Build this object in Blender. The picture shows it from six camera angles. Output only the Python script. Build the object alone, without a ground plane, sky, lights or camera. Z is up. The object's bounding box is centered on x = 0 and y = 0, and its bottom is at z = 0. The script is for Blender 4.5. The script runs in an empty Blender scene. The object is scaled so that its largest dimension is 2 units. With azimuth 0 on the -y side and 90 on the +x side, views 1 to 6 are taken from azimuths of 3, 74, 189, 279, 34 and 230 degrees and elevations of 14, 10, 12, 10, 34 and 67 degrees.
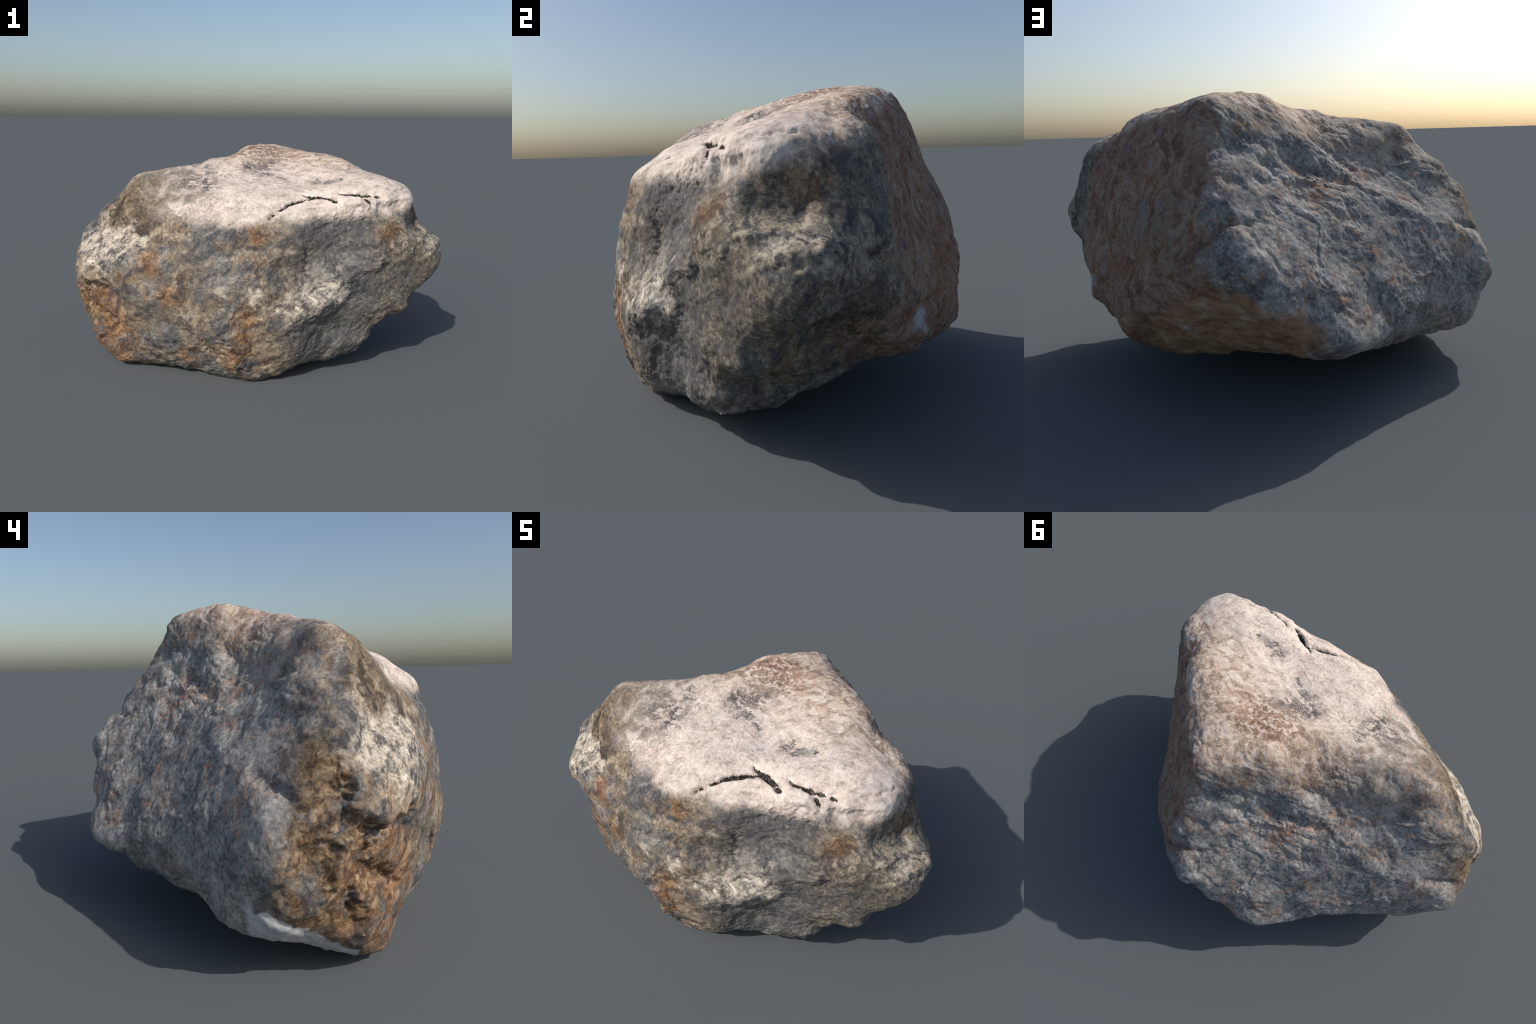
"""A weathered, angular gneiss boulder.

The stone is one closed surface.  Its large form is a smooth sheet stretched
through surveyed landmarks (corners, edges and flats of each face); ribs,
grooves, pits and cracks are then carved along the normals where the real
stone has them; strata, lumps and grain come from gradient noise.  All colour
is procedural, on Object coordinates."""
import bpy
import numpy as np

GRID = 340            # faces along one side of the cube-sphere

CENTRE = np.array((0.0, -0.03, 0.52))

# Control points of the large form, face by face (metres).
LANDMARKS = {
    'top': [
        (0.299, -0.433, 0.899), (0.450, -0.280, 0.969), (0.449, -0.483, 0.883), (0.112, 0.368, 1.098), (-0.609, -0.299, 0.984),
        (0.040, -0.137, 1.016), (0.800, -0.225, 0.936), (-0.071, 0.108, 1.111), (0.254, 0.397, 0.875), (0.524, 0.040, 1.047),
        (0.742, -0.374, 0.908), (-0.355, -0.011, 0.879), (-0.414, -0.225, 1.030), (-0.172, -0.245, 0.988), (-0.245, -0.107, 1.059),
        (0.290, -0.092, 1.034), (0.020, 0.400, 0.935), (0.102, 0.447, 0.977), (0.173, -0.222, 0.978), (0.130, 0.056, 1.084),
        (0.802, -0.064, 0.885), (0.427, 0.100, 1.075), (-0.257, -0.016, 0.991), (0.639, -0.374, 0.947), (-0.326, -0.359, 0.959),
        (0.018, 0.251, 1.111), (-0.072, 0.240, 1.011), (0.338, -0.248, 0.966), (0.809, -0.308, 0.909), (0.087, 0.390, 1.076),
        (0.710, -0.013, 0.946), (0.591, 0.071, 0.957), (0.659, -0.119, 0.989), (0.060, 0.492, 0.891), (-0.567, -0.251, 0.995),
        (-0.513, -0.130, 0.882), (-0.318, -0.026, 0.925), (-0.370, -0.142, 1.015), (0.453, -0.428, 0.926), (0.146, 0.475, 0.879),
        (-0.059, -0.053, 1.082), (-0.037, 0.169, 1.116), (-0.506, -0.316, 0.999), (-0.545, -0.410, 0.924), (0.571, -0.220, 0.999),
        (0.155, 0.376, 1.065), (0.272, 0.169, 1.097), (-0.034, -0.490, 0.909), (-0.017, -0.314, 0.967), (-0.191, -0.148, 1.059),
        (0.029, -0.555, 0.866),
    ],
    'right_end': [
        (0.684, 0.199, 0.371), (0.679, -0.447, 0.773), (0.652, -0.399, 0.241), (0.986, -0.270, 0.642), (0.793, -0.423, 0.332),
        (0.838, -0.215, 0.434), (0.873, -0.228, 0.769), (0.947, -0.347, 0.509), (0.634, 0.197, 0.583), (0.839, -0.317, 0.749),
        (0.765, -0.444, 0.727), (0.813, -0.436, 0.544), (0.676, 0.076, 0.812), (0.716, -0.372, 0.286), (0.965, -0.180, 0.621),
        (0.793, -0.389, 0.312), (0.825, -0.390, 0.374), (0.688, 0.198, 0.335), (0.905, -0.141, 0.548), (0.801, -0.369, 0.749),
        (0.688, 0.198, 0.428), (0.707, 0.093, 0.683), (0.907, -0.385, 0.630), (0.641, 0.201, 0.293), (0.679, -0.488, 0.479),
        (0.737, -0.452, 0.333), (0.825, -0.326, 0.786), (0.840, -0.278, 0.795), (0.771, -0.002, 0.795), (0.889, -0.387, 0.468),
        (0.979, -0.315, 0.551), (0.711, 0.159, 0.409), (0.756, 0.095, 0.456),
    ],
    'front_face': [
        (-0.080, -0.706, 0.445), (-0.353, -0.494, 0.829), (0.296, -0.572, 0.574), (-0.663, -0.529, 0.342), (0.396, -0.537, 0.254),
        (0.031, -0.613, 0.816), (0.459, -0.513, 0.637), (-0.324, -0.636, 0.248), (0.240, -0.580, 0.811), (0.088, -0.657, 0.512),
        (0.360, -0.613, 0.415), (-0.302, -0.636, 0.571), (0.588, -0.507, 0.718), (0.596, -0.497, 0.373), (-0.692, -0.552, 0.601),
        (0.502, -0.527, 0.609), (0.222, -0.673, 0.367), (-0.673, -0.510, 0.232), (0.030, -0.694, 0.252), (-0.236, -0.672, 0.242),
        (0.167, -0.632, 0.515), (-0.141, -0.547, 0.825), (-0.417, -0.616, 0.288), (-0.298, -0.506, 0.843), (0.054, -0.624, 0.770),
        (-0.030, -0.663, 0.679), (0.455, -0.526, 0.302), (0.328, -0.551, 0.809), (-0.551, -0.551, 0.676), (-0.544, -0.584, 0.629),
        (0.354, -0.578, 0.293),
    ],
    'grey_back_face': [
        (-0.387, 0.199, 0.715), (-0.183, 0.248, 0.844), (-0.150, 0.633, 0.546), (-0.403, 0.510, 0.372), (-0.470, 0.385, 0.421),
        (-0.422, 0.552, 0.261), (-0.085, 0.700, 0.564), (-0.307, 0.620, 0.306), (-0.129, 0.437, 0.738), (-0.677, 0.153, 0.425),
        (-0.342, 0.389, 0.565), (-0.095, 0.588, 0.338), (-0.178, 0.660, 0.418), (-0.664, 0.228, 0.331), (-0.296, 0.605, 0.365),
        (-0.593, 0.213, 0.466), (-0.512, 0.427, 0.269), (-0.378, 0.065, 0.799), (-0.100, 0.522, 0.697), (-0.462, 0.410, 0.391),
        (-0.261, 0.530, 0.523), (-0.435, 0.226, 0.641), (-0.583, 0.312, 0.310), (-0.581, 0.322, 0.328), (-0.359, 0.602, 0.288),
        (-0.477, 0.465, 0.247), (-0.465, 0.424, 0.224), (-0.186, 0.275, 0.812),
    ],
    'left_end': [
        (-0.626, 0.036, 0.654), (-0.868, -0.239, 0.649), (-0.988, -0.170, 0.343), (-0.497, -0.034, 0.783), (-0.805, -0.304, 0.782),
        (-0.704, -0.431, 0.743), (-0.833, -0.495, 0.549), (-0.908, -0.346, 0.406), (-0.925, -0.088, 0.316), (-0.745, -0.191, 0.736),
        (-0.717, -0.221, 0.828), (-0.891, -0.334, 0.677), (-0.935, -0.247, 0.250), (-0.662, -0.197, 0.835), (-0.797, -0.417, 0.680),
        (-0.983, -0.190, 0.421), (-0.812, -0.057, 0.535), (-0.723, -0.518, 0.427), (-0.962, -0.231, 0.308), (-0.816, 0.034, 0.221),
        (-0.862, -0.332, 0.720), (-0.908, -0.401, 0.571), (-0.934, -0.141, 0.235),
    ],
    'red_back_face': [
        (0.012, 0.619, 0.692), (0.478, 0.291, 0.715), (0.428, 0.485, 0.299), (0.062, 0.599, 0.392), (0.037, 0.544, 0.818),
        (0.394, 0.457, 0.537), (0.256, 0.492, 0.269), (0.627, 0.247, 0.395), (0.171, 0.511, 0.785), (0.510, 0.296, 0.240),
        (-0.038, 0.663, 0.482), (0.066, 0.672, 0.551), (-0.024, 0.642, 0.671), (0.017, 0.586, 0.755), (0.036, 0.543, 0.308),
        (0.487, 0.235, 0.837), (0.288, 0.561, 0.503), (0.588, 0.194, 0.238), (0.542, 0.307, 0.539), (0.402, 0.491, 0.402),
        (0.342, 0.534, 0.441),
    ],
    'foot_and_underside': [
        (0.000, 0.000, 0.079), (-0.746, -0.421, 0.051), (0.000, -0.609, 0.001), (-0.452, -0.150, 0.048), (-0.251, 0.251, 0.158),
        (-0.850, -0.028, 0.165), (0.251, 0.100, 0.129), (0.533, -0.422, 0.089), (0.000, 0.252, 0.168), (0.151, -0.251, 0.038),
        (-0.526, 0.350, 0.211), (-0.658, -0.414, 0.002), (0.276, 0.398, 0.170), (0.236, -0.626, 0.124), (0.569, -0.178, 0.171),
        (-0.201, -0.201, 0.028), (-0.724, -0.048, 0.124), (0.506, -0.229, 0.079), (-0.380, -0.471, 0.006), (0.519, 0.257, 0.203),
        (-0.163, -0.621, 0.107), (-0.169, -0.547, -0.001), (-0.870, -0.137, 0.135), (0.100, 0.449, 0.196), (0.371, -0.431, 0.038),
        (0.494, 0.057, 0.175), (0.490, -0.024, 0.130), (0.301, 0.251, 0.159), (-0.688, -0.304, 0.044), (-0.601, -0.509, 0.086),
        (-0.815, -0.398, 0.112), (-0.200, 0.100, 0.109), (-0.675, 0.110, 0.188), (0.250, -0.100, 0.069), (0.624, -0.323, 0.207),
        (0.613, -0.406, 0.169), (-0.353, 0.422, 0.194), (-0.266, 0.398, 0.170), (0.429, 0.367, 0.207), (0.530, 0.193, 0.207),
        (-0.435, -0.604, 0.171), (-0.588, 0.097, 0.131), (-0.349, -0.593, 0.128), (0.313, -0.560, 0.137), (-0.202, 0.421, 0.185),
        (-0.054, 0.449, 0.202), (-0.072, -0.656, 0.081), (0.101, -0.535, -0.003), (0.088, -0.660, 0.114), (-0.531, -0.553, 0.146),
        (-0.884, -0.310, 0.202), (-0.785, 0.024, 0.166), (0.534, -0.365, 0.088), (0.542, -0.051, 0.165), (-0.413, -0.621, 0.218),
        (-0.572, 0.196, 0.166), (0.088, -0.642, 0.057), (-0.774, -0.451, 0.170),
    ],
}

# kind, name, half width, height or depth, spine
FEATURES = [
    ('groove', 'brow_crack', 0.009, 0.024, [(0.101, -0.588, 0.827), (0.142, -0.555, 0.854), (0.185, -0.513, 0.877), (0.245, -0.465, 0.891), (0.307, -0.429, 0.901), (0.370, -0.446, 0.902), (0.422, -0.471, 0.893), (0.440, -0.486, 0.880)]),
    ('groove', 'shelf_crack', 0.011, 0.022, [(0.443, -0.424, 0.927), (0.471, -0.431, 0.924), (0.514, -0.428, 0.923), (0.554, -0.428, 0.916), (0.593, -0.420, 0.916), (0.633, -0.414, 0.912), (0.667, -0.407, 0.906)]),
    ('groove', 'shelf_crack', 0.012, 0.018, [(0.558, -0.435, 0.910), (0.587, -0.444, 0.887), (0.606, -0.450, 0.864)]),
    ('groove', 'shelf_crack', 0.008, 0.014, [(0.260, -0.407, 0.914), (0.283, -0.418, 0.906), (0.316, -0.420, 0.907), (0.345, -0.428, 0.907), (0.398, -0.452, 0.904), (0.425, -0.475, 0.890)]),
    ('groove', 'layer_crack', 0.008, 0.010, [(0.717, -0.377, 0.921), (0.751, -0.343, 0.933), (0.778, -0.305, 0.938), (0.798, -0.248, 0.936)]),
    ('groove', 'layer_crack', 0.006, 0.008, [(0.597, -0.411, 0.924), (0.639, -0.399, 0.926), (0.678, -0.383, 0.931)]),
    ('groove', 'brow_band', 0.050, 0.016, [(0.310, -0.566, 0.784), (0.420, -0.526, 0.797), (0.533, -0.495, 0.816), (0.599, -0.474, 0.809)]),
    ('rib', 'slab_edge', 0.012, 0.006, [(0.247, -0.497, 0.876), (0.296, -0.462, 0.886), (0.338, -0.451, 0.893), (0.392, -0.469, 0.890)]),
    ('rib', 'brow_lip', 0.022, 0.007, [(0.284, -0.546, 0.835), (0.357, -0.521, 0.839), (0.437, -0.484, 0.882), (0.520, -0.462, 0.892), (0.555, -0.463, 0.876), (0.605, -0.453, 0.862), (0.636, -0.433, 0.878), (0.695, -0.407, 0.888), (0.766, -0.365, 0.897), (0.808, -0.324, 0.893)]),
    ('hollow', 'brow_pit', 0.045, 0.030, [(0.652, -0.438, 0.847)]),
    ('hollow', 'brow_pit', 0.040, 0.030, [(0.729, -0.400, 0.855)]),
    ('hollow', 'brow_hollow', 0.060, 0.018, [(0.828, -0.320, 0.778), (0.843, -0.283, 0.778)]),
    ('groove', 'brow_hollow', 0.020, 0.008, [(0.838, -0.318, 0.748), (0.861, -0.276, 0.754), (0.867, -0.244, 0.767)]),
    ('rib', 'nose_edge', 0.018, 0.010, [(0.708, -0.482, 0.688), (0.785, -0.442, 0.703), (0.852, -0.384, 0.683), (0.881, -0.346, 0.690)]),
    ('rib', 'nose_edge', 0.022, 0.014, [(0.905, -0.387, 0.627), (0.948, -0.325, 0.655), (0.980, -0.269, 0.651), (0.969, -0.238, 0.670)]),
    ('groove', 'under_nose', 0.020, 0.012, [(0.961, -0.337, 0.628), (0.983, -0.293, 0.636), (0.989, -0.244, 0.616)]),
    ('rib', 'front_ridge', 0.035, 0.014, [(0.269, -0.654, 0.366), (0.368, -0.609, 0.412), (0.446, -0.558, 0.505), (0.517, -0.536, 0.559), (0.632, -0.511, 0.595), (0.741, -0.474, 0.661), (0.860, -0.381, 0.680)]),
    ('groove', 'front_recess', 0.025, 0.014, [(0.292, -0.578, 0.700), (0.300, -0.569, 0.641), (0.291, -0.573, 0.576), (0.253, -0.600, 0.539)]),
    ('hollow', 'front_hollow', 0.110, 0.018, [(0.385, -0.537, 0.692), (0.512, -0.511, 0.732)]),
    ('rib', 'front_boss', 0.035, 0.010, [(0.026, -0.683, 0.480), (0.115, -0.663, 0.461), (0.198, -0.639, 0.477)]),
    ('groove', 'front_notch', 0.018, 0.010, [(0.067, -0.670, 0.484), (0.026, -0.686, 0.464)]),
    ('groove', 'lower_front_fold', 0.030, 0.012, [(0.374, -0.569, 0.308), (0.447, -0.541, 0.337), (0.495, -0.538, 0.398), (0.537, -0.529, 0.442)]),
    ('groove', 'lower_front_fold', 0.030, 0.010, [(0.187, -0.678, 0.270), (0.278, -0.640, 0.287), (0.365, -0.581, 0.320)]),
    ('groove', 'lower_front_fold', 0.020, 0.010, [(0.261, -0.612, 0.138), (0.300, -0.600, 0.203), (0.331, -0.585, 0.252)]),
    ('groove', 'left_overhang', 0.018, 0.006, [(-0.935, -0.317, 0.434), (-0.803, -0.491, 0.459), (-0.720, -0.520, 0.430), (-0.639, -0.549, 0.383)]),
    ('groove', 'left_crease', 0.022, 0.014, [(-0.782, -0.461, 0.317), (-0.714, -0.492, 0.258), (-0.668, -0.511, 0.225)]),
    ('groove', 'brown_facet_edge', 0.016, 0.012, [(-0.665, -0.374, 0.886), (-0.654, -0.426, 0.819), (-0.609, -0.480, 0.762), (-0.557, -0.518, 0.728)]),
    ('groove', 'layer_crack', 0.008, 0.009, [(-0.392, -0.488, 0.829), (-0.302, -0.505, 0.842), (-0.231, -0.503, 0.859), (-0.149, -0.532, 0.839), (-0.144, -0.550, 0.820)]),
    ('groove', 'layer_crack', 0.006, 0.006, [(-0.467, -0.434, 0.900), (-0.393, -0.438, 0.897), (-0.290, -0.441, 0.903)]),
    ('groove', 'layer_crack', 0.006, 0.006, [(-0.505, -0.389, 0.949), (-0.429, -0.400, 0.938), (-0.386, -0.386, 0.946)]),
    ('groove', 'foot_fold', 0.024, 0.016, [(-0.329, -0.642, 0.289), (-0.254, -0.667, 0.255), (-0.212, -0.669, 0.215), (-0.152, -0.646, 0.142)]),
    ('rib', 'foot_boss', 0.050, 0.014, [(-0.122, -0.704, 0.325), (-0.053, -0.696, 0.234), (-0.049, -0.673, 0.118)]),
    ('rib', 'foot_rib', 0.030, 0.008, [(-0.422, -0.617, 0.255), (-0.333, -0.631, 0.232), (-0.274, -0.641, 0.199)]),
    ('groove', 'front_dip', 0.030, 0.008, [(-0.509, -0.600, 0.361), (-0.507, -0.591, 0.289), (-0.487, -0.595, 0.229)]),
    ('rib', 'white_ridge', 0.016, 0.010, [(-0.551, -0.551, 0.676), (-0.629, -0.530, 0.673), (-0.717, -0.482, 0.675)]),
    ('groove', 'white_ridge', 0.016, 0.010, [(-0.706, -0.430, 0.744), (-0.636, -0.497, 0.713), (-0.584, -0.531, 0.692)]),
    ('groove', 'white_ridge', 0.015, 0.008, [(-0.890, -0.351, 0.671), (-0.868, -0.379, 0.671), (-0.867, -0.403, 0.639)]),
    ('groove', 'cleft', 0.040, 0.048, [(-0.915, -0.351, 0.614), (-0.924, -0.355, 0.577), (-0.927, -0.361, 0.530), (-0.925, -0.351, 0.481)]),
    ('groove', 'cleft', 0.032, 0.026, [(-0.914, -0.372, 0.472), (-0.889, -0.413, 0.469), (-0.854, -0.451, 0.457), (-0.785, -0.495, 0.446), (-0.672, -0.541, 0.419)]),
    ('rib', 'bulge_edge', 0.045, 0.020, [(-0.919, -0.383, 0.528), (-0.902, -0.412, 0.510), (-0.863, -0.458, 0.491), (-0.799, -0.502, 0.482)]),
    ('groove', 'left_fold', 0.028, 0.026, [(-0.860, -0.401, 0.355), (-0.829, -0.427, 0.328), (-0.764, -0.469, 0.293), (-0.656, -0.518, 0.228)]),
    ('groove', 'left_fold', 0.025, 0.012, [(-0.877, -0.391, 0.396), (-0.854, -0.425, 0.402), (-0.828, -0.450, 0.405)]),
    ('hollow', 'left_scoop', 0.050, 0.032, [(-0.963, -0.269, 0.386), (-0.946, -0.282, 0.349)]),
    ('groove', 'left_notch', 0.012, 0.014, [(-0.977, -0.241, 0.419), (-0.971, -0.255, 0.425)]),
    ('rib', 'left_rib', 0.022, 0.020, [(-0.922, -0.343, 0.449), (-0.906, -0.352, 0.413), (-0.909, -0.337, 0.369), (-0.910, -0.326, 0.318)]),
    ('hollow', 'left_scoop', 0.050, 0.022, [(-0.951, -0.291, 0.438)]),
    ('rib', 'left_rib', 0.030, 0.010, [(-0.954, -0.268, 0.480), (-0.949, -0.291, 0.468), (-0.936, -0.325, 0.480)]),
    ('rib', 'foot_lobe', 0.040, 0.014, [(-0.816, -0.426, 0.246), (-0.791, -0.441, 0.194), (-0.809, -0.421, 0.149)]),
    ('groove', 'left_notch', 0.020, 0.030, [(-0.871, -0.368, 0.276), (-0.854, -0.378, 0.226), (-0.840, -0.388, 0.183)]),
    ('groove', 'wedge_crack', 0.012, 0.020, [(-0.868, -0.160, 0.572), (-0.896, -0.188, 0.558), (-0.915, -0.210, 0.547)]),
    ('groove', 'wedge_crack', 0.010, 0.008, [(-0.929, -0.234, 0.536), (-0.945, -0.253, 0.508), (-0.938, -0.267, 0.530)]),
    ('groove', 'hairline', 0.008, 0.006, [(-0.829, 0.003, 0.416), (-0.855, -0.014, 0.386), (-0.874, -0.028, 0.363)]),
    ('groove', 'crevice', 0.015, 0.026, [(-0.097, 0.528, 0.696), (-0.065, 0.574, 0.697), (-0.033, 0.598, 0.702), (0.007, 0.617, 0.693), (0.033, 0.639, 0.665), (0.071, 0.644, 0.644), (0.100, 0.647, 0.611), (0.129, 0.639, 0.590), (0.161, 0.625, 0.565)]),
    ('rib', 'back_lump', 0.045, 0.010, [(-0.026, 0.627, 0.682), (-0.062, 0.628, 0.663), (-0.104, 0.650, 0.609), (-0.134, 0.637, 0.576), (-0.160, 0.633, 0.525), (-0.198, 0.630, 0.478)]),
    ('groove', 'back_lump', 0.012, 0.010, [(-0.069, 0.600, 0.676), (-0.097, 0.602, 0.652), (-0.115, 0.624, 0.619)]),
    ('groove', 'hairline', 0.006, 0.007, [(-0.281, 0.371, 0.657), (-0.282, 0.420, 0.608), (-0.284, 0.461, 0.566), (-0.290, 0.485, 0.535)]),
    ('groove', 'hairline', 0.007, 0.008, [(-0.126, 0.616, 0.611), (-0.145, 0.608, 0.591), (-0.162, 0.603, 0.568), (-0.175, 0.609, 0.541)]),
    ('groove', 'hairline', 0.009, 0.014, [(-0.495, 0.376, 0.403), (-0.510, 0.385, 0.365), (-0.528, 0.390, 0.325), (-0.535, 0.392, 0.291)]),
    ('groove', 'hairline', 0.007, 0.010, [(-0.298, 0.611, 0.349), (-0.310, 0.615, 0.328), (-0.325, 0.613, 0.320)]),
    ('groove', 'back_gully', 0.020, 0.012, [(-0.218, 0.620, 0.469), (-0.260, 0.590, 0.451), (-0.273, 0.596, 0.421), (-0.262, 0.612, 0.401)]),
    ('groove', 'tongue_edge', 0.022, 0.020, [(-0.126, 0.254, 0.924), (-0.162, 0.242, 0.882), (-0.229, 0.210, 0.840), (-0.284, 0.188, 0.809), (-0.332, 0.155, 0.789), (-0.382, 0.094, 0.781)]),
    ('groove', 'tongue_edge', 0.020, 0.012, [(-0.234, 0.095, 0.943), (-0.308, 0.032, 0.891), (-0.349, 0.027, 0.852), (-0.387, 0.024, 0.821)]),
    ('rib', 'tongue', 0.040, 0.014, [(-0.172, 0.168, 0.960), (-0.241, 0.136, 0.900), (-0.308, 0.098, 0.849), (-0.358, 0.060, 0.820)]),
    ('groove', 'back_gully', 0.022, 0.012, [(0.031, 0.379, 1.006), (-0.010, 0.358, 0.966), (-0.049, 0.330, 0.948), (-0.084, 0.277, 0.957)]),
    ('groove', 'back_gully', 0.022, 0.018, [(-0.066, 0.364, 0.883), (-0.104, 0.326, 0.873), (-0.122, 0.334, 0.843), (-0.145, 0.331, 0.815)]),
    ('groove', 'back_gully', 0.020, 0.010, [(-0.061, 0.435, 0.828), (-0.098, 0.402, 0.812), (-0.122, 0.361, 0.818)]),
    ('rib', 'white_lip', 0.018, 0.010, [(-0.162, 0.312, 0.810), (-0.198, 0.263, 0.811), (-0.258, 0.229, 0.796)]),
    ('groove', 'back_gully', 0.018, 0.010, [(0.026, 0.509, 0.851), (-0.004, 0.503, 0.832), (-0.027, 0.492, 0.818)]),
    ('rib', 'block_edge', 0.016, 0.012, [(-0.580, -0.136, 0.826), (-0.618, -0.174, 0.838), (-0.651, -0.194, 0.836)]),
    ('hollow', 'block_hollow', 0.030, 0.018, [(-0.599, -0.118, 0.795)]),
    ('rib', 'back_ridge', 0.045, 0.009, [(-0.489, 0.063, 0.727), (-0.550, 0.049, 0.698), (-0.618, 0.042, 0.655), (-0.698, -0.012, 0.625), (-0.752, -0.042, 0.595), (-0.826, -0.092, 0.558), (-0.897, -0.138, 0.513)]),
    ('groove', 'wedge_crack', 0.014, 0.016, [(-0.807, -0.107, 0.596), (-0.852, -0.140, 0.575), (-0.890, -0.175, 0.556), (-0.923, -0.226, 0.544)]),
    ('hollow', 'rim_hollow', 0.030, 0.012, [(-0.434, -0.175, 1.005)]),
    ('rib', 'scallop', 0.014, 0.008, [(-0.648, 0.182, 0.428), (-0.677, 0.153, 0.423), (-0.706, 0.124, 0.421), (-0.731, 0.106, 0.406)]),
    ('groove', 'red_seam', 0.012, 0.008, [(0.273, 0.490, 0.713), (0.270, 0.527, 0.651), (0.264, 0.553, 0.600), (0.244, 0.581, 0.545)]),
    ('groove', 'red_seam', 0.012, 0.008, [(0.588, 0.059, 0.974), (0.560, 0.147, 0.890), (0.532, 0.209, 0.804)]),
    ('hollow', 'red_dent', 0.025, 0.010, [(0.480, 0.238, 0.843)]),
    ('hollow', 'red_dent', 0.050, 0.014, [(0.491, 0.353, 0.564)]),
    ('groove', 'red_dent', 0.010, 0.012, [(0.414, 0.442, 0.529), (0.374, 0.474, 0.545)]),
    ('groove', 'belly_crack', 0.012, 0.010, [(0.115, 0.621, 0.448), (0.068, 0.634, 0.454), (0.030, 0.637, 0.448), (-0.023, 0.637, 0.436), (-0.062, 0.644, 0.432)]),
    ('rib', 'belly_roll', 0.030, 0.012, [(0.429, 0.461, 0.436), (0.318, 0.547, 0.467), (0.249, 0.582, 0.506)]),
    ('groove', 'right_pit', 0.014, 0.022, [(0.906, -0.102, 0.629), (0.875, -0.064, 0.612), (0.845, -0.029, 0.594)]),
    ('groove', 'right_pit', 0.018, 0.016, [(0.719, 0.148, 0.435), (0.686, 0.200, 0.426), (0.552, 0.330, 0.408)]),
    ('groove', 'right_recess', 0.035, 0.035, [(0.844, -0.258, 0.418), (0.833, -0.202, 0.434), (0.851, -0.149, 0.469), (0.850, -0.067, 0.518)]),
    ('rib', 'right_ledge', 0.030, 0.016, [(0.924, -0.285, 0.488), (0.907, -0.217, 0.500), (0.902, -0.158, 0.530), (0.893, -0.102, 0.572)]),
    ('hollow', 'low_knob', 0.030, 0.008, [(0.796, -0.411, 0.325)]),
    ('hollow', 'saddle', 0.050, 0.015, [(0.600, 0.013, 0.998)]),
    ('hollow', 'undercut', 0.085, 0.065, [(0.800, -0.170, 0.410), (0.690, -0.090, 0.300), (0.610, 0.060, 0.250)]),
]


# ---------------------------------------------------------------- noise ----
def hashed(i, j, k, seed):
    h = (i * 374761393 + j * 668265263 + k * 2147483647 + seed * 974711) & 0xFFFFFFFF
    h = ((h ^ (h >> 13)) * 1274126177) & 0xFFFFFFFF
    h = ((h ^ (h >> 16)) * 2246822519) & 0xFFFFFFFF
    return h ^ (h >> 15)


SLOPES = np.array([(1, 1, 0), (-1, 1, 0), (1, -1, 0), (-1, -1, 0), (1, 0, 1), (-1, 0, 1),
                   (1, 0, -1), (-1, 0, -1), (0, 1, 1), (0, -1, 1), (0, 1, -1), (0, -1, -1)], float)


def gradient_noise(P, seed):
    """Perlin noise, about -1 to 1"""
    base = np.floor(P)
    f = P - base
    base = base.astype(np.int64)
    s = f * f * f * (f * (f * 6 - 15) + 10)
    out = np.zeros(len(P))
    for dx in (0, 1):
        wx = s[:, 0] if dx else 1 - s[:, 0]
        for dy in (0, 1):
            wy = wx * (s[:, 1] if dy else 1 - s[:, 1])
            for dz in (0, 1):
                w = wy * (s[:, 2] if dz else 1 - s[:, 2])
                g = SLOPES[hashed(base[:, 0] + dx, base[:, 1] + dy, base[:, 2] + dz, seed) % 12]
                out += w * ((f[:, 0] - dx) * g[:, 0] + (f[:, 1] - dy) * g[:, 1] + (f[:, 2] - dz) * g[:, 2])
    return out


def fractal(P, freq, octaves, gain, seed):
    total = np.zeros(len(P))
    amp = 1.0
    for o in range(octaves):
        total += amp * gradient_noise(P * freq + 17.3 * o, seed + o)
        freq *= 2.03
        amp *= gain
    return total


def creased(P, freq, octaves, gain, seed):
    """rounded lumps that meet in sharp creases, 0 in the creases"""
    total = np.zeros(len(P))
    amp = 1.0
    for o in range(octaves):
        total += amp * np.abs(gradient_noise(P * freq + 9.1 * o, seed + o))
        freq *= 2.1
        amp *= gain
    return total


def smoothstep(a, b, x):
    t = np.clip((x - a) / (b - a), 0, 1)
    return t * t * (3 - 2 * t)


# ----------------------------------------------------------------- form ----
def cube_sphere(n):
    """unit directions and quads of a sphere made of six n by n grids, welded"""
    t = np.tan(np.linspace(-np.pi / 4, np.pi / 4, n + 1))
    a, b = np.meshgrid(t, t, indexing='ij')
    o = np.ones_like(a)
    sides = [(o, a, b), (-o, -a, b), (-a, o, b), (a, -o, b), (-b, a, o), (b, a, -o)]
    P = np.concatenate([np.stack(s, -1).reshape(-1, 3) for s in sides])
    key = np.round(P * 1e6).astype(np.int64)
    flat = (key[:, 0] * 4000037 + key[:, 1]) * 4000037 + key[:, 2]
    _, first, inv = np.unique(flat, return_index=True, return_inverse=True)
    inv = inv.reshape(-1)
    i, j = np.meshgrid(np.arange(n), np.arange(n), indexing='ij')
    q = (i * (n + 1) + j).ravel()
    quad = np.stack([q, q + n + 1, q + n + 2, q + 1], -1)
    F = np.concatenate([quad + s * (n + 1) ** 2 for s in range(6)])
    P = P[first]
    return P / np.linalg.norm(P, axis=1)[:, None], inv[F]


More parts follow.
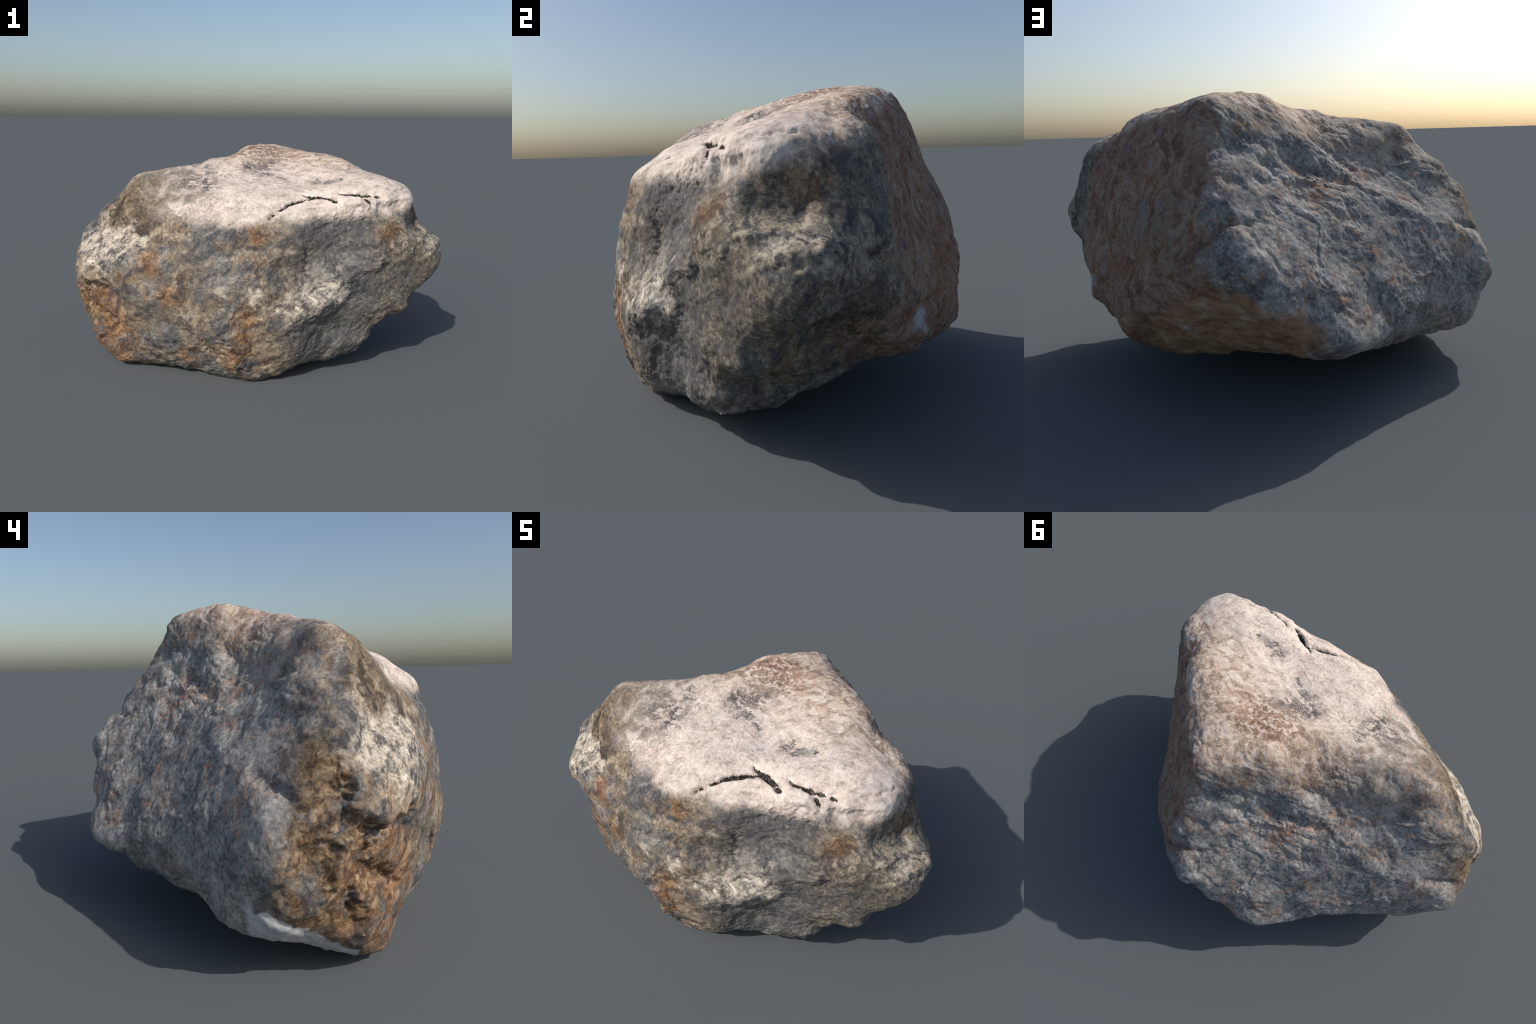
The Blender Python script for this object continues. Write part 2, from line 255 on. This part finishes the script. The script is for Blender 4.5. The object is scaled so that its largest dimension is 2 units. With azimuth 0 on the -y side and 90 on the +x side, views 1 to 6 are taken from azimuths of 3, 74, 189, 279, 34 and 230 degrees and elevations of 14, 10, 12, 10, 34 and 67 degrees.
def through_landmarks(D):
    """distance from CENTRE along each direction D of a smooth sheet that passes
    through all landmarks; 1/distance is interpolated, so flats stay flat"""
    P = np.array([p for g in LANDMARKS.values() for p in g]) - CENTRE
    r = np.linalg.norm(P, axis=1)
    u = P / r[:, None]
    m = len(P)
    soft = 0.055 ** 2
    A = np.zeros((m + 4, m + 4))
    A[:m, m] = A[m, :m] = 1
    A[:m, m + 1:] = u
    A[m + 1:, :m] = u.T
    A[:m, :m] = -np.sqrt(np.maximum(0, 2 - 2 * u @ u.T) + soft) + np.eye(m) * 1e-4
    s = np.linalg.solve(A, np.append(1 / r, (0, 0, 0, 0)))
    out = np.empty(len(D))
    for a in range(0, len(D), 20000):
        d = D[a:a + 20000]
        out[a:a + 20000] = 1 / (-np.sqrt(np.maximum(0, 2 - 2 * d @ u.T) + soft) @ s[:-4] + s[-4] + d @ s[-3:])
    return out


def vertex_normals(P, F):
    n = np.cross(P[F[:, 2]] - P[F[:, 0]], P[F[:, 3]] - P[F[:, 1]])
    N = np.zeros_like(P)
    for c in range(4):
        for ax in range(3):
            N[:, ax] += np.bincount(F[:, c], n[:, ax], len(P))
    return N / np.maximum(np.linalg.norm(N, axis=1), 1e-12)[:, None]


def carve(P, N):
    """height along the normal of all ribs, grooves and hollows"""
    wander = np.stack([fractal(P, 22, 3, .6, 40 + i) for i in range(3)], -1)
    rough = np.clip(1 + .7 * gradient_noise(P * 30, 77) + .3 * gradient_noise(P * 75, 78), .7, 1.4)
    H = np.zeros(len(P))
    open_crack = np.zeros(len(P))
    for kind, name, width, height, spine in FEATURES:
        spine = np.array(spine)
        reach = 3 * width + .03
        near = np.where(np.all((P > spine.min(0) - reach) & (P < spine.max(0) + reach), axis=1))[0]
        if not len(near):
            continue
        Q = P[near] + wander[near] * min(.012, .5 * width + .002)
        best = np.full(len(near), 9.0)
        along = np.zeros(len(near))
        ends = list(zip(spine[:-1], spine[1:])) or [(spine[0], spine[0] + 1e-6)]
        for n, (a, b) in enumerate(ends):
            ab = b - a
            t = np.clip((Q - a) @ ab / (ab @ ab), 0, 1)
            d = np.linalg.norm(Q - a - t[:, None] * ab, axis=1)
            closer = d < best
            best[closer] = d[closer]
            along[closer] = (n + t[closer]) / len(ends)
        if kind == 'groove':        # steep sides, thinning out at both ends
            taper = .35 + .65 * np.sin(np.pi * np.clip(along, .02, .98)) ** .6
            cut = taper * rough[near] * np.exp(-np.abs(best / width) ** 1.6)
            H[near] -= height * cut
            if name in ('brow_crack', 'shelf_crack'):
                open_crack[near] = np.maximum(open_crack[near], cut)
        elif kind == 'rib':
            H[near] += height * (.5 + .5 * rough[near]) * np.exp(-(best / width) ** 2)
        else:
            H[near] -= height * np.exp(-(best / width) ** 2)
    return H, open_crack


def rotated(P, along, stretch):
    """coordinates in which noise comes out drawn out along a direction"""
    along = np.array(along, float)
    along /= np.linalg.norm(along)
    return P - np.outer(P @ along, along) * (1 - 1 / stretch)


def relief(P, N):
    """strata, lumps and grain, as height along the normal"""
    back = smoothstep(.15, .6, N @ np.array((-.62, .66, .42)))       # lumpy grey face
    red = smoothstep(.3, .7, N @ np.array((.68, .70, .2)))           # drawn-out red face
    top = smoothstep(.7, .95, N[:, 2])                               # worn smooth
    front = smoothstep(.3, .8, -N[:, 1])
    warp = P + .03 * np.stack([gradient_noise(P * 9 + 3 * i, 60 + i) for i in range(3)], -1)
    H = .0070 * fractal(P, 9, 3, .5, 1) * (1 - .4 * top) - .002
    patchy = smoothstep(-.35, .45, gradient_noise(P * 4.5, 71))
    H += .0085 * (creased(rotated(warp, (-.75, -.35, -.45), 1.5), 10.5, 3, .45, 11) - .35) * (.25 + .9 * back) * (.4 + patchy)
    H += .0036 * (creased(rotated(warp, (.85, -.1, .5), 3.0), 17, 3, .5, 21) - .35) * (.3 + front) * (1 - .5 * top)
    H += .004 * fractal(rotated(P, (.15, -.1, 1), 3.5), 26, 2, .5, 31) * (.2 + red)
    H += .0018 * fractal(warp, 46, 3, .62, 51) * (1 - .45 * top) * (.35 + .9 * patchy)
    low = smoothstep(.0, -.5, N[:, 2])                               # broken underside
    H += .016 * (creased(warp, 8, 3, .5, 91) - .35) * low
    return H


def build_surface():
    D, F = cube_sphere(GRID)
    P = CENTRE + D * through_landmarks(D)[:, None]
    N = vertex_normals(P, F)
    H, open_crack = carve(P, N)
    P += N * H[:, None]
    N = vertex_normals(P, F)
    P += N * relief(P, N)[:, None]
    P[:, 2] = np.maximum(P[:, 2], 0)
    return P, F, open_crack[F].mean(1) > .5


def mesh_object(name, P, F, material, parent=None):
    me = bpy.data.meshes.new(name)
    me.vertices.add(len(P))
    me.vertices.foreach_set('co', np.asarray(P, np.float32).ravel())
    me.loops.add(F.size)
    me.loops.foreach_set('vertex_index', F.ravel().astype(np.int32))
    me.polygons.add(len(F))
    me.polygons.foreach_set('loop_start', np.arange(0, F.size, F.shape[1], dtype=np.int32))
    me.polygons.foreach_set('use_smooth', np.ones(len(F), bool))
    me.update(calc_edges=True)
    me.validate()
    me.materials.append(material)
    ob = bpy.data.objects.new(name, me)
    bpy.context.collection.objects.link(ob)
    ob.parent = parent
    return ob


# ------------------------------------------------------------- material ----
class Nodes:
    """a thin layer over the shader node tree: sockets in, sockets out"""

    def __init__(self, name):
        self.material = bpy.data.materials.new(name)
        self.material.use_nodes = True
        self.tree = self.material.node_tree
        self.shader = self.tree.nodes['Principled BSDF']
        self.here = self.tree.nodes.new('ShaderNodeTexCoord').outputs['Object']

    def add(self, kind, **inputs):
        node = self.tree.nodes.new(kind)
        for key, value in inputs.items():
            self.put(node.inputs[key.replace('_', ' ')], value)
        return node

    def put(self, socket, value):
        if hasattr(value, 'is_output'):
            self.tree.links.new(value, socket)
        else:
            socket.default_value = value

    def math(self, op, a, b=0.0, c=0.0, clamp=False):
        node = self.tree.nodes.new('ShaderNodeMath')
        node.operation = op
        node.use_clamp = clamp
        for s, v in zip(node.inputs, (a, b, c)):
            self.put(s, v)
        return node.outputs[0]

    def vector(self, op, a, b=(0, 0, 0), scale=1.0):
        node = self.tree.nodes.new('ShaderNodeVectorMath')
        node.operation = op
        self.put(node.inputs[0], a)
        self.put(node.inputs[1], b)
        if op == 'SCALE':
            self.put(node.inputs['Scale'], scale)
        return node.outputs['Value' if op in ('DISTANCE', 'DOT_PRODUCT', 'LENGTH') else 'Vector']

    def stretched(self, along, factor):
        """coordinates in which textures come out drawn out along a direction"""
        a = np.array(along, float)
        a = tuple(a / np.linalg.norm(a))
        lift = self.tree.nodes.new('ShaderNodeVectorMath')
        lift.operation = 'SCALE'
        lift.inputs[0].default_value = a
        self.put(lift.inputs['Scale'], self.math('MULTIPLY', self.vector('DOT_PRODUCT', self.warped, a), 1 - 1 / factor))
        return self.vector('SUBTRACT', self.warped, lift.outputs['Vector'])

    def noise(self, scale, detail=4.0, rough=.55, distort=0.0, where=None, colour=False):
        n = self.add('ShaderNodeTexNoise', Vector=where or self.here, Scale=scale, Detail=detail,
                     Roughness=rough, Distortion=distort)
        return n.outputs['Color' if colour else 'Fac']

    def ease(self, value, lo, hi, to_lo=0.0, to_hi=1.0):
        n = self.add('ShaderNodeMapRange', Value=value, From_Min=lo, From_Max=hi, To_Min=to_lo, To_Max=to_hi)
        n.interpolation_type = 'SMOOTHSTEP'
        return n.outputs[0]

    def patch(self, at, radius, soft=.5):
        """1 inside a ragged patch round a place on the stone, 0 outside"""
        d = self.vector('DISTANCE', self.warped, at)
        return self.ease(d, radius * (1 + soft), radius * (1 - soft))

    def patches(self, places, soft=.5):
        total = None
        for *at, radius in places:
            one = self.patch(tuple(at), radius, soft)
            total = one if total is None else self.math('MAXIMUM', total, one)
        return total

    def times(self, *factors):
        out = factors[0]
        for f in factors[1:]:
            out = self.math('MULTIPLY', out, f)
        return out

    def blend(self, mask, below, above, how='MIX'):
        n = self.tree.nodes.new('ShaderNodeMix')
        n.data_type = 'RGBA'
        n.blend_type = how
        self.put(n.inputs['Factor'], mask)
        self.put(n.inputs['A'], (*below, 1) if isinstance(below, tuple) else below)
        self.put(n.inputs['B'], (*above, 1) if isinstance(above, tuple) else above)
        return n.outputs['Result']

    def ramp(self, value, *stops):
        n = self.tree.nodes.new('ShaderNodeValToRGB')
        self.put(n.inputs[0], value)
        e = n.color_ramp.elements
        while len(e) < len(stops):
            e.new(.5)
        for el, (pos, col) in zip(e, stops):
            el.position = pos
            el.color = (*col, 1)
        return n.outputs['Color']


# linear base colours of the stone's minerals and stains
SLATE = (.050, .054, .062)
GREY = (.150, .150, .152)
ASH = (.300, .295, .285)
CREAM = (.500, .420, .320)
PALE = (.600, .500, .430)
TAN = (.420, .270, .165)
OCHRE = (.250, .165, .085)
RUST = (.300, .110, .035)
RED = (.180, .075, .048)
UMBER = (.085, .046, .022)
BELLY = (.230, .105, .042)
LICHEN = (.230, .220, .170)


def stone_material():
    s = Nodes('weathered_gneiss')
    shift = s.vector('SCALE', s.vector('SUBTRACT', s.noise(7, 5, .6, colour=True), (.5, .5, .5)), scale=.26)
    s.warped = s.vector('ADD', s.here, shift)
    x, y, z = (s.vector('DOT_PRODUCT', s.here, a) for a in ((1, 0, 0), (0, 1, 0), (0, 0, 1)))
    wx, wy, wz = (s.vector('DOT_PRODUCT', s.warped, a) for a in ((1, 0, 0), (0, 1, 0), (0, 0, 1)))

    # mineral grain, at several sizes and along the foliation of each face
    foliated = s.stretched((.84, -.1, .52), 3.5)
    upright = s.stretched((.1, .05, 1), 2.6)
    cloud = s.noise(4, 5, .6)
    mottle = s.noise(13, 6, .72, .5)
    streak = s.noise(22, 5, .68, .3, foliated)
    vertical = s.noise(24, 6, .78, .3, upright)
    speck = s.noise(75, 4, .7)
    fleck = s.noise(38, 5, .75, .6)

    # 1  grey gneiss everywhere
    tone = s.math('ADD', s.times(mottle, .30), s.math('ADD', s.times(streak, .48), s.times(speck, .22)))
    col = s.ramp(tone, (.42, (.060, .060, .062)), (.465, (.115, .110, .105)), (.51, (.185, .175, .160)), (.555, (.28, .262, .235)), (.61, (.44, .41, .365)))

    # 2  ochre and cream weathering on the front and the near end
    front = s.times(s.ease(wy, -.12, -.36), s.ease(wx, .42, .02))
    ochre = s.times(front, s.ease(s.math('ADD', s.times(cloud, .5), s.times(mottle, .5)), .43, .53))
    col = s.blend(s.times(ochre, .66), col, s.ramp(tone, (.42, (.070, .047, .028)), (.475, (.170, .115, .064)), (.525, (.28, .195, .110)), (.59, (.48, .38, .25))))
    cool = s.times(front, s.ease(s.noise(9, 5, .6, .3, foliated), .55, .63))
    col = s.blend(s.times(cool, .7), col, s.ramp(tone, (.44, (.055, .060, .070)), (.53, (.135, .142, .152)), (.62, (.34, .34, .34))))

    # 3  rust on the front foot, the near end and in spots on the front
    spots = s.patches([(-.72, -.48, .18, .17), (-.79, -.46, .36, .14), (-.03, -.68, .14, .10), (-.01, -.71, .30, .08),
                       (-.48, -.61, .60, .08), (.05, -.62, .77, .05), (-.40, -.64, .46, .07), (-.86, -.44, .38, .12),
                       (-.70, -.50, .24, .15), (-.30, -.64, .12, .07), (.69, -.47, .72, .055), (-.55, -.58, .48, .06),
                       (-.83, -.42, .22, .14), (-.70, -.46, .08, .10)], .6)
    rusty = s.times(spots, s.ease(s.math('ADD', s.times(mottle, .6), s.times(fleck, .4)), .41, .53))
    col = s.blend(s.times(rusty, .82), col, s.ramp(tone, (.43, (.055, .030, .018)), (.49, (.160, .075, .032)), (.545, (.275, .135, .060)), (.62, (.44, .28, .15))))

    # 4  shade under the brow and on the right front, painted on: skins
    shade_spots = s.patches([(.83, -.30, .80, .10), (.84, -.18, .84, .10), (.80, -.20, .38, .16), (-.24, -.65, .62, .07), (-.47, -.62, .34, .09), (-.36, -.66, .26, .09), (.47, -.51, .65, .10),
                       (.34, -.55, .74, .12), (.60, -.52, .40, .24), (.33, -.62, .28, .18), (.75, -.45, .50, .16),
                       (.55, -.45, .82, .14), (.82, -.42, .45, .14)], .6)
    painted_shade = s.times(shade_spots, s.ease(s.math('ADD', s.times(mottle, .6), s.times(vertical, .4)), .40, .54))
    col = s.blend(s.times(painted_shade, .72), col, s.ramp(fleck, (.38, (.040, .040, .042)), (.5, (.082, .081, .080)), (.62, (.17, .165, .16))))

    # 5  bright crystalline ridges: near end, nose and front ridge
    ridges = s.patches([(-.60, -.53, .67, .09), (-.73, -.48, .66, .13), (-.78, -.46, .58, .11), (-.66, -.44, .76, .11),
                        (-.82, -.42, .66, .08), (-.85, -.47, .55, .06),
                        (.90, -.32, .68, .10), (.93, -.24, .66, .08), (.80, -.37, .72, .07), (.42, -.58, .50, .07),
                        (.30, -.62, .44, .07), (.20, -.66, .42, .06), (.05, -.69, .45, .05)], .6)
    crystal = s.times(ridges, s.ease(s.math('ADD', s.times(fleck, .5), s.times(streak, .5)), .42, .53))
    col = s.blend(s.times(crystal, .85), col, s.ramp(tone, (.43, (.10, .09, .08)), (.475, (.33, .29, .235)), (.52, (.55, .47, .37)), (.58, (.80, .72, .60))))

    # 6  brown cleft and wall of the near end
    wall = s.patches([(-.94, -.31, .48, .12), (-.95, -.28, .38, .12), (-.88, -.42, .44, .10), (-.90, -.30, .28, .14),
                      (-.84, -.43, .52, .06), (-.92, -.33, .60, .08), (-.86, -.38, .30, .12)], .5)
    col = s.blend(s.times(wall, s.ease(mottle, .38, .5), .8), col,
                  s.ramp(fleck, (.40, (.050, .028, .016)), (.47, (.15, .080, .036)), (.54, (.27, .165, .08)), (.62, (.44, .35, .23))))
    brown = s.patches([(-.55, -.45, .86, .12), (-.64, -.42, .84, .09), (-.48, -.47, .84, .08)], .5)
    col = s.blend(s.times(brown, .75), col, s.ramp(tone, (.43, (.045, .03, .02)), (.52, (.135, .092, .05)), (.6, (.32, .24, .15))))

    # olive-brown weathering of the far end: striated block, ledge and underside
    end = s.times(s.ease(wx, .50, .72), s.ease(s.math('ADD', s.times(cloud, .4), s.times(streak, .6)), .43, .54))
    col = s.blend(s.times(end, .62), col, s.ramp(s.math('ADD', s.times(streak, .6), s.times(speck, .4)), (.42, (.045, .036, .026)), (.48, (.125, .098, .066)), (.53, (.21, .165, .105)), (.60, (.40, .34, .25))))
    earthy = s.patches([(.80, -.10, .36, .14), (.70, .0, .28, .14), (.72, -.25, .25, .12), (.84, -.22, .80, .06), (.66, -.48, .72, .06)], .6)
    col = s.blend(s.times(earthy, s.ease(mottle, .42, .54), .7), col, s.ramp(tone, (.42, (.045, .028, .018)), (.50, (.15, .088, .045)), (.58, (.30, .20, .12))))

    # 7  red face at the back right, streaked upright, with lichen and blue-grey chips
    facing = s.math('ADD', s.times(wx, .70), s.times(wy, .68))
    redness = s.times(s.ease(facing, .30, .40), s.ease(wx, .0, .08), s.ease(wz, .16, .30))
    redness = s.times(redness, s.ease(s.math('ADD', s.math('SUBTRACT', wy, s.times(wx, .75)), s.times(s.math('SUBTRACT', mottle, .5), .9)), -.60, -.42))
    red = s.ramp(vertical, (.39, (.150, .078, .054)), (.47, (.255, .138, .095)), (.52, (.320, .190, .130)), (.58, (.345, .250, .175)), (.66, (.41, .36, .28)))
    red = s.blend(s.times(s.ease(mottle, .53, .64), .45), red, s.ramp(speck, (.42, (.20, .19, .19)), (.58, (.38, .36, .35))))
    red = s.blend(s.times(s.patches([(.41, .43, .55, .10), (.52, .35, .50, .09), (.24, .54, .60, .06), (.31, .41, .80, .05), (.5, .3, .6, .07)]),
                          s.ease(fleck, .45, .55), .75), red, s.ramp(speck, (.42, (.16, .065, .03)), (.6, (.36, .17, .08))))
    red = s.blend(s.times(s.patches([(.23, .54, .68, .10), (.16, .61, .62, .07), (.34, .44, .70, .07)]),
                          s.ease(vertical, .46, .56), .7), red, LICHEN)
    col = s.blend(redness, col, red)

    # 8  blue-grey lumpy back with small rust stains
    greyness = s.times(s.ease(s.math('ADD', s.times(wx, -.62), s.times(wy, .70)), .02, .12), s.ease(wx, .10, .02),
                       s.ease(s.math('ADD', wy, s.times(wz, .25)), -.10, -.03))
    blue = s.math('ADD', s.times(mottle, .45), s.math('ADD', s.times(cloud, .2), s.times(speck, .35)))
    back = s.ramp(blue, (.43, (.115, .114, .114)), (.475, (.215, .207, .197)), (.515, (.315, .298, .275)), (.56, (.42, .39, .355)), (.62, (.58, .535, .48)))  # base colour lightened and warmed to offset blue skylight on this side
    blots = s.patches([(-.29, .26, .75, .08), (-.42, .03, .80, .07), (-.26, .54, .52, .045), (-.43, .47, .38, .045),
                       (-.59, .22, .46, .06), (-.82, -.06, .53, .07), (-.87, -.24, .65, .06), (-.20, .09, .99, .06),
                       (-.18, .25, .84, .045), (-.05, .24, 1.0, .035), (-.33, .15, .78, .05), (-.56, .3, .42, .04),
                       (.0, .63, .67, .035), (-.62, -.3, .9, .08)], .65)
    stain = s.math('MAXIMUM', s.times(blots, s.ease(fleck, .44, .56)), s.times(s.ease(s.noise(11, 5, .7), .53, .61), s.ease(fleck, .46, .56), .9))
    back = s.blend(s.times(stain, .82), back, s.ramp(tone, (.44, (.25, .125, .075)), (.53, (.50, .285, .175)), (.62, (.62, .44, .31))))
    brim = s.times(s.ease(s.math('ADD', s.math('SUBTRACT', wz, s.times(wy, .31)), s.times(s.math('ABSOLUTE', s.math('SUBTRACT', wx, .1)), .075)), .87, .98), s.ease(fleck, .40, .55))
    back = s.blend(s.times(brim, .75), back, s.ramp(tone, (.43, (.17, .115, .075)), (.50, (.36, .26, .18)), (.57, (.48, .38, .28))))
    col = s.blend(s.times(greyness, .96), col, back)

    # 9  smooth orange-brown belly under the back
    below = s.math('SUBTRACT', s.math('ADD', s.times(wy, .55), s.math('MULTIPLY', s.math('ABSOLUTE', s.math('SUBTRACT', wx, .05)), -.42)), wz)
    belly = s.times(s.ease(below, -.20, -.14), s.ease(wx, -.36, -.22), s.ease(wy, .2, .34))
    col = s.blend(belly, col, s.ramp(s.math('ADD', s.times(cloud, .5), s.times(mottle, .5)), (.40, (.17, .095, .056)), (.50, (.34, .19, .105)), (.58, (.42, .28, .18)), (.66, (.5, .42, .36))))

    # 10  bleached top with tan stains towards the back and dark lichen dots
    rim = s.math('ADD', s.times(wy, .31), s.math('MULTIPLY', s.math('ABSOLUTE', s.math('SUBTRACT', wx, .1)), -.075))
    above = s.math('SUBTRACT', z, s.math('ADD', rim, 1.005))
    bleach = s.times(s.ease(above, -.04, .02), s.ease(s.math('ADD', wx, s.times(wy, -.25)), -.50, -.22))
    dusting = s.ease(s.math('ADD', s.times(streak, .5), s.times(mottle, .5)), .42, .52)
    pale = s.ramp(s.math('ADD', s.times(speck, .45), s.math('ADD', s.times(streak, .3), s.times(mottle, .25))), (.41, (.40, .325, .28)), (.45, (.60, .49, .42)), (.51, (.72, .60, .515)), (.58, (.82, .73, .64)))
    pale = s.blend(s.times(s.ease(cloud, .47, .60), .6), pale, s.ramp(streak, (.42, (.46, .40, .365)), (.5, (.60, .53, .48)), (.58, (.72, .65, .60))))
    tanned = s.times(s.ease(s.math('ADD', wy, s.times(s.math('ABSOLUTE', s.math('SUBTRACT', wx, .15)), .2)), -.22, .06), s.ease(fleck, .38, .50))
    pale = s.blend(s.times(tanned, .85), pale, s.ramp(streak, (.41, (.24, .155, .105)), (.47, (.43, .285, .19)), (.53, (.55, .40, .285)), (.60, (.68, .56, .44))))
    pale = s.blend(s.times(s.ease(wx, -.12, -.34), s.ease(mottle, .44, .53), .75), pale, s.ramp(tone, (.43, (.10, .085, .065)), (.53, (.25, .21, .165)), (.62, (.44, .39, .32))))
    col = s.blend(s.times(bleach, s.ease(dusting, .0, 1., .86, 1.0)), col, pale)
    dots = s.times(bleach, s.patches([(.04, -.135, 1.015, .07), (-.01, -.16, 1.02, .06), (.34, -.247, .965, .025), (.449, -.28, .968, .02),
                                      (-.195, -.23, 1.0, .05), (.173, -.222, .977, .03), (.40, -.30, .955, .04), (.10, -.20, 1.0, .05),
                                      (-.25, -.36, .95, .10)], .7),
                   s.ease(s.noise(34, 5, .7, .5, foliated), .46, .53))
    col = s.blend(s.times(dots, .9), col, (.055, .056, .058))
    embers = s.times(bleach, s.patches([(.065, .04, 1.08, .11), (.59, .03, .98, .07)], .6), s.ease(fleck, .43, .53))
    col = s.blend(s.times(embers, .8), col, s.ramp(speck, (.4, (.10, .06, .04)), (.65, (.36, .17, .09))))

    # 12  bare pale patch low on the near end, where the skin broke away
    edge = s.math('ADD', s.math('ADD', s.times(y, .625), .335), s.times(s.math('SUBTRACT', s.noise(14, 5, .6), .5), .16))
    chalk = s.times(s.ease(s.math('SUBTRACT', edge, z), -.004, .004), s.ease(x, -.45, -.5),
                    s.ease(s.math('ADD', y, s.times(fleck, .05)), -.375, -.37), s.ease(y, -.09, -.11))
    col = s.blend(chalk, col, (.50, .50, .51))

    # 13  blue-white facet at the right foot and small quartz flecks
    facet = s.patches([(.68, .19, .37, .045)], .3)
    col = s.blend(s.times(facet, s.ease(fleck, .36, .48), .9), col, (.42, .45, .50))
    quartz = s.ease(s.noise(60, 3, .5), .735, .775)
    col = s.blend(s.times(quartz, .5), col, (.55, .52, .48))

    # fine grain over everything
    grain = s.ramp(s.noise(190, 4, .75), (.30, (.80, .80, .80)), (.70, (1.20, 1.20, 1.20)))
    col = s.blend(.55, col, grain, 'MULTIPLY')
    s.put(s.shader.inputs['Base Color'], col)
    s.put(s.shader.inputs['Roughness'], s.ease(mottle, .3, .7, .70, .92))
    s.put(s.shader.inputs['Specular IOR Level'], .28)

    fine = s.add('ShaderNodeBump', Strength=.55, Distance=.004, Height=s.noise(120, 5, .75))
    drawn = s.add('ShaderNodeBump', Strength=.45, Distance=.006, Height=streak, Normal=fine.outputs[0])
    s.put(s.shader.inputs['Normal'], drawn.outputs[0])
    return s.material



def crack_dirt_material():
    s = Nodes('crack_dirt')
    col = s.ramp(s.noise(60, 5, .7), (.40, (.022, .020, .018)), (.52, (.060, .052, .044)), (.62, (.16, .135, .11)))
    s.put(s.shader.inputs['Base Color'], col)
    s.put(s.shader.inputs['Roughness'], .95)
    s.put(s.shader.inputs['Specular IOR Level'], .15)
    return s.material


def flake_material():
    s = Nodes('pale_flake')
    s.put(s.shader.inputs['Base Color'], s.ramp(s.noise(40, 4, .6), (.4, (.36, .30, .25)), (.6, (.62, .60, .57))))
    s.put(s.shader.inputs['Roughness'], .85)
    return s.material

P, F, cracked = build_surface()
boulder = mesh_object('boulder', P, F, stone_material())
boulder.data.materials.append(crack_dirt_material())
boulder.data.polygons.foreach_set('material_index', cracked.astype(np.int32))
boulder['label'] = 'angular weathered grey boulder with rust stains and pale top'
boulder['category'] = 'rock'

# a thin pale flake that still clings to the foot, under the front corner
rim = np.array([(.500, -.430, .120), (.530, -.448, .128), (.556, -.428, .100), (.560, -.405, .122), (.540, -.385, .150), (.505, -.395, .150)])
thick = np.array((-.006, .004, .010))
centre = rim.mean(0)
ring = len(rim)
shell = np.vstack([rim, rim + thick + (centre - rim) * .2, centre - thick * .4, centre + thick * 1.6])
faces = []
for i in range(ring):
    j = (i + 1) % ring
    faces += [(j, i, 2 * ring), (i, j, ring + j), (i, ring + j, ring + i), (ring + i, ring + j, 2 * ring + 1)]
flake = mesh_object('flake', shell, np.array(faces), flake_material(), boulder)
flake.data.polygons.foreach_set('use_smooth', np.zeros(len(faces), bool))
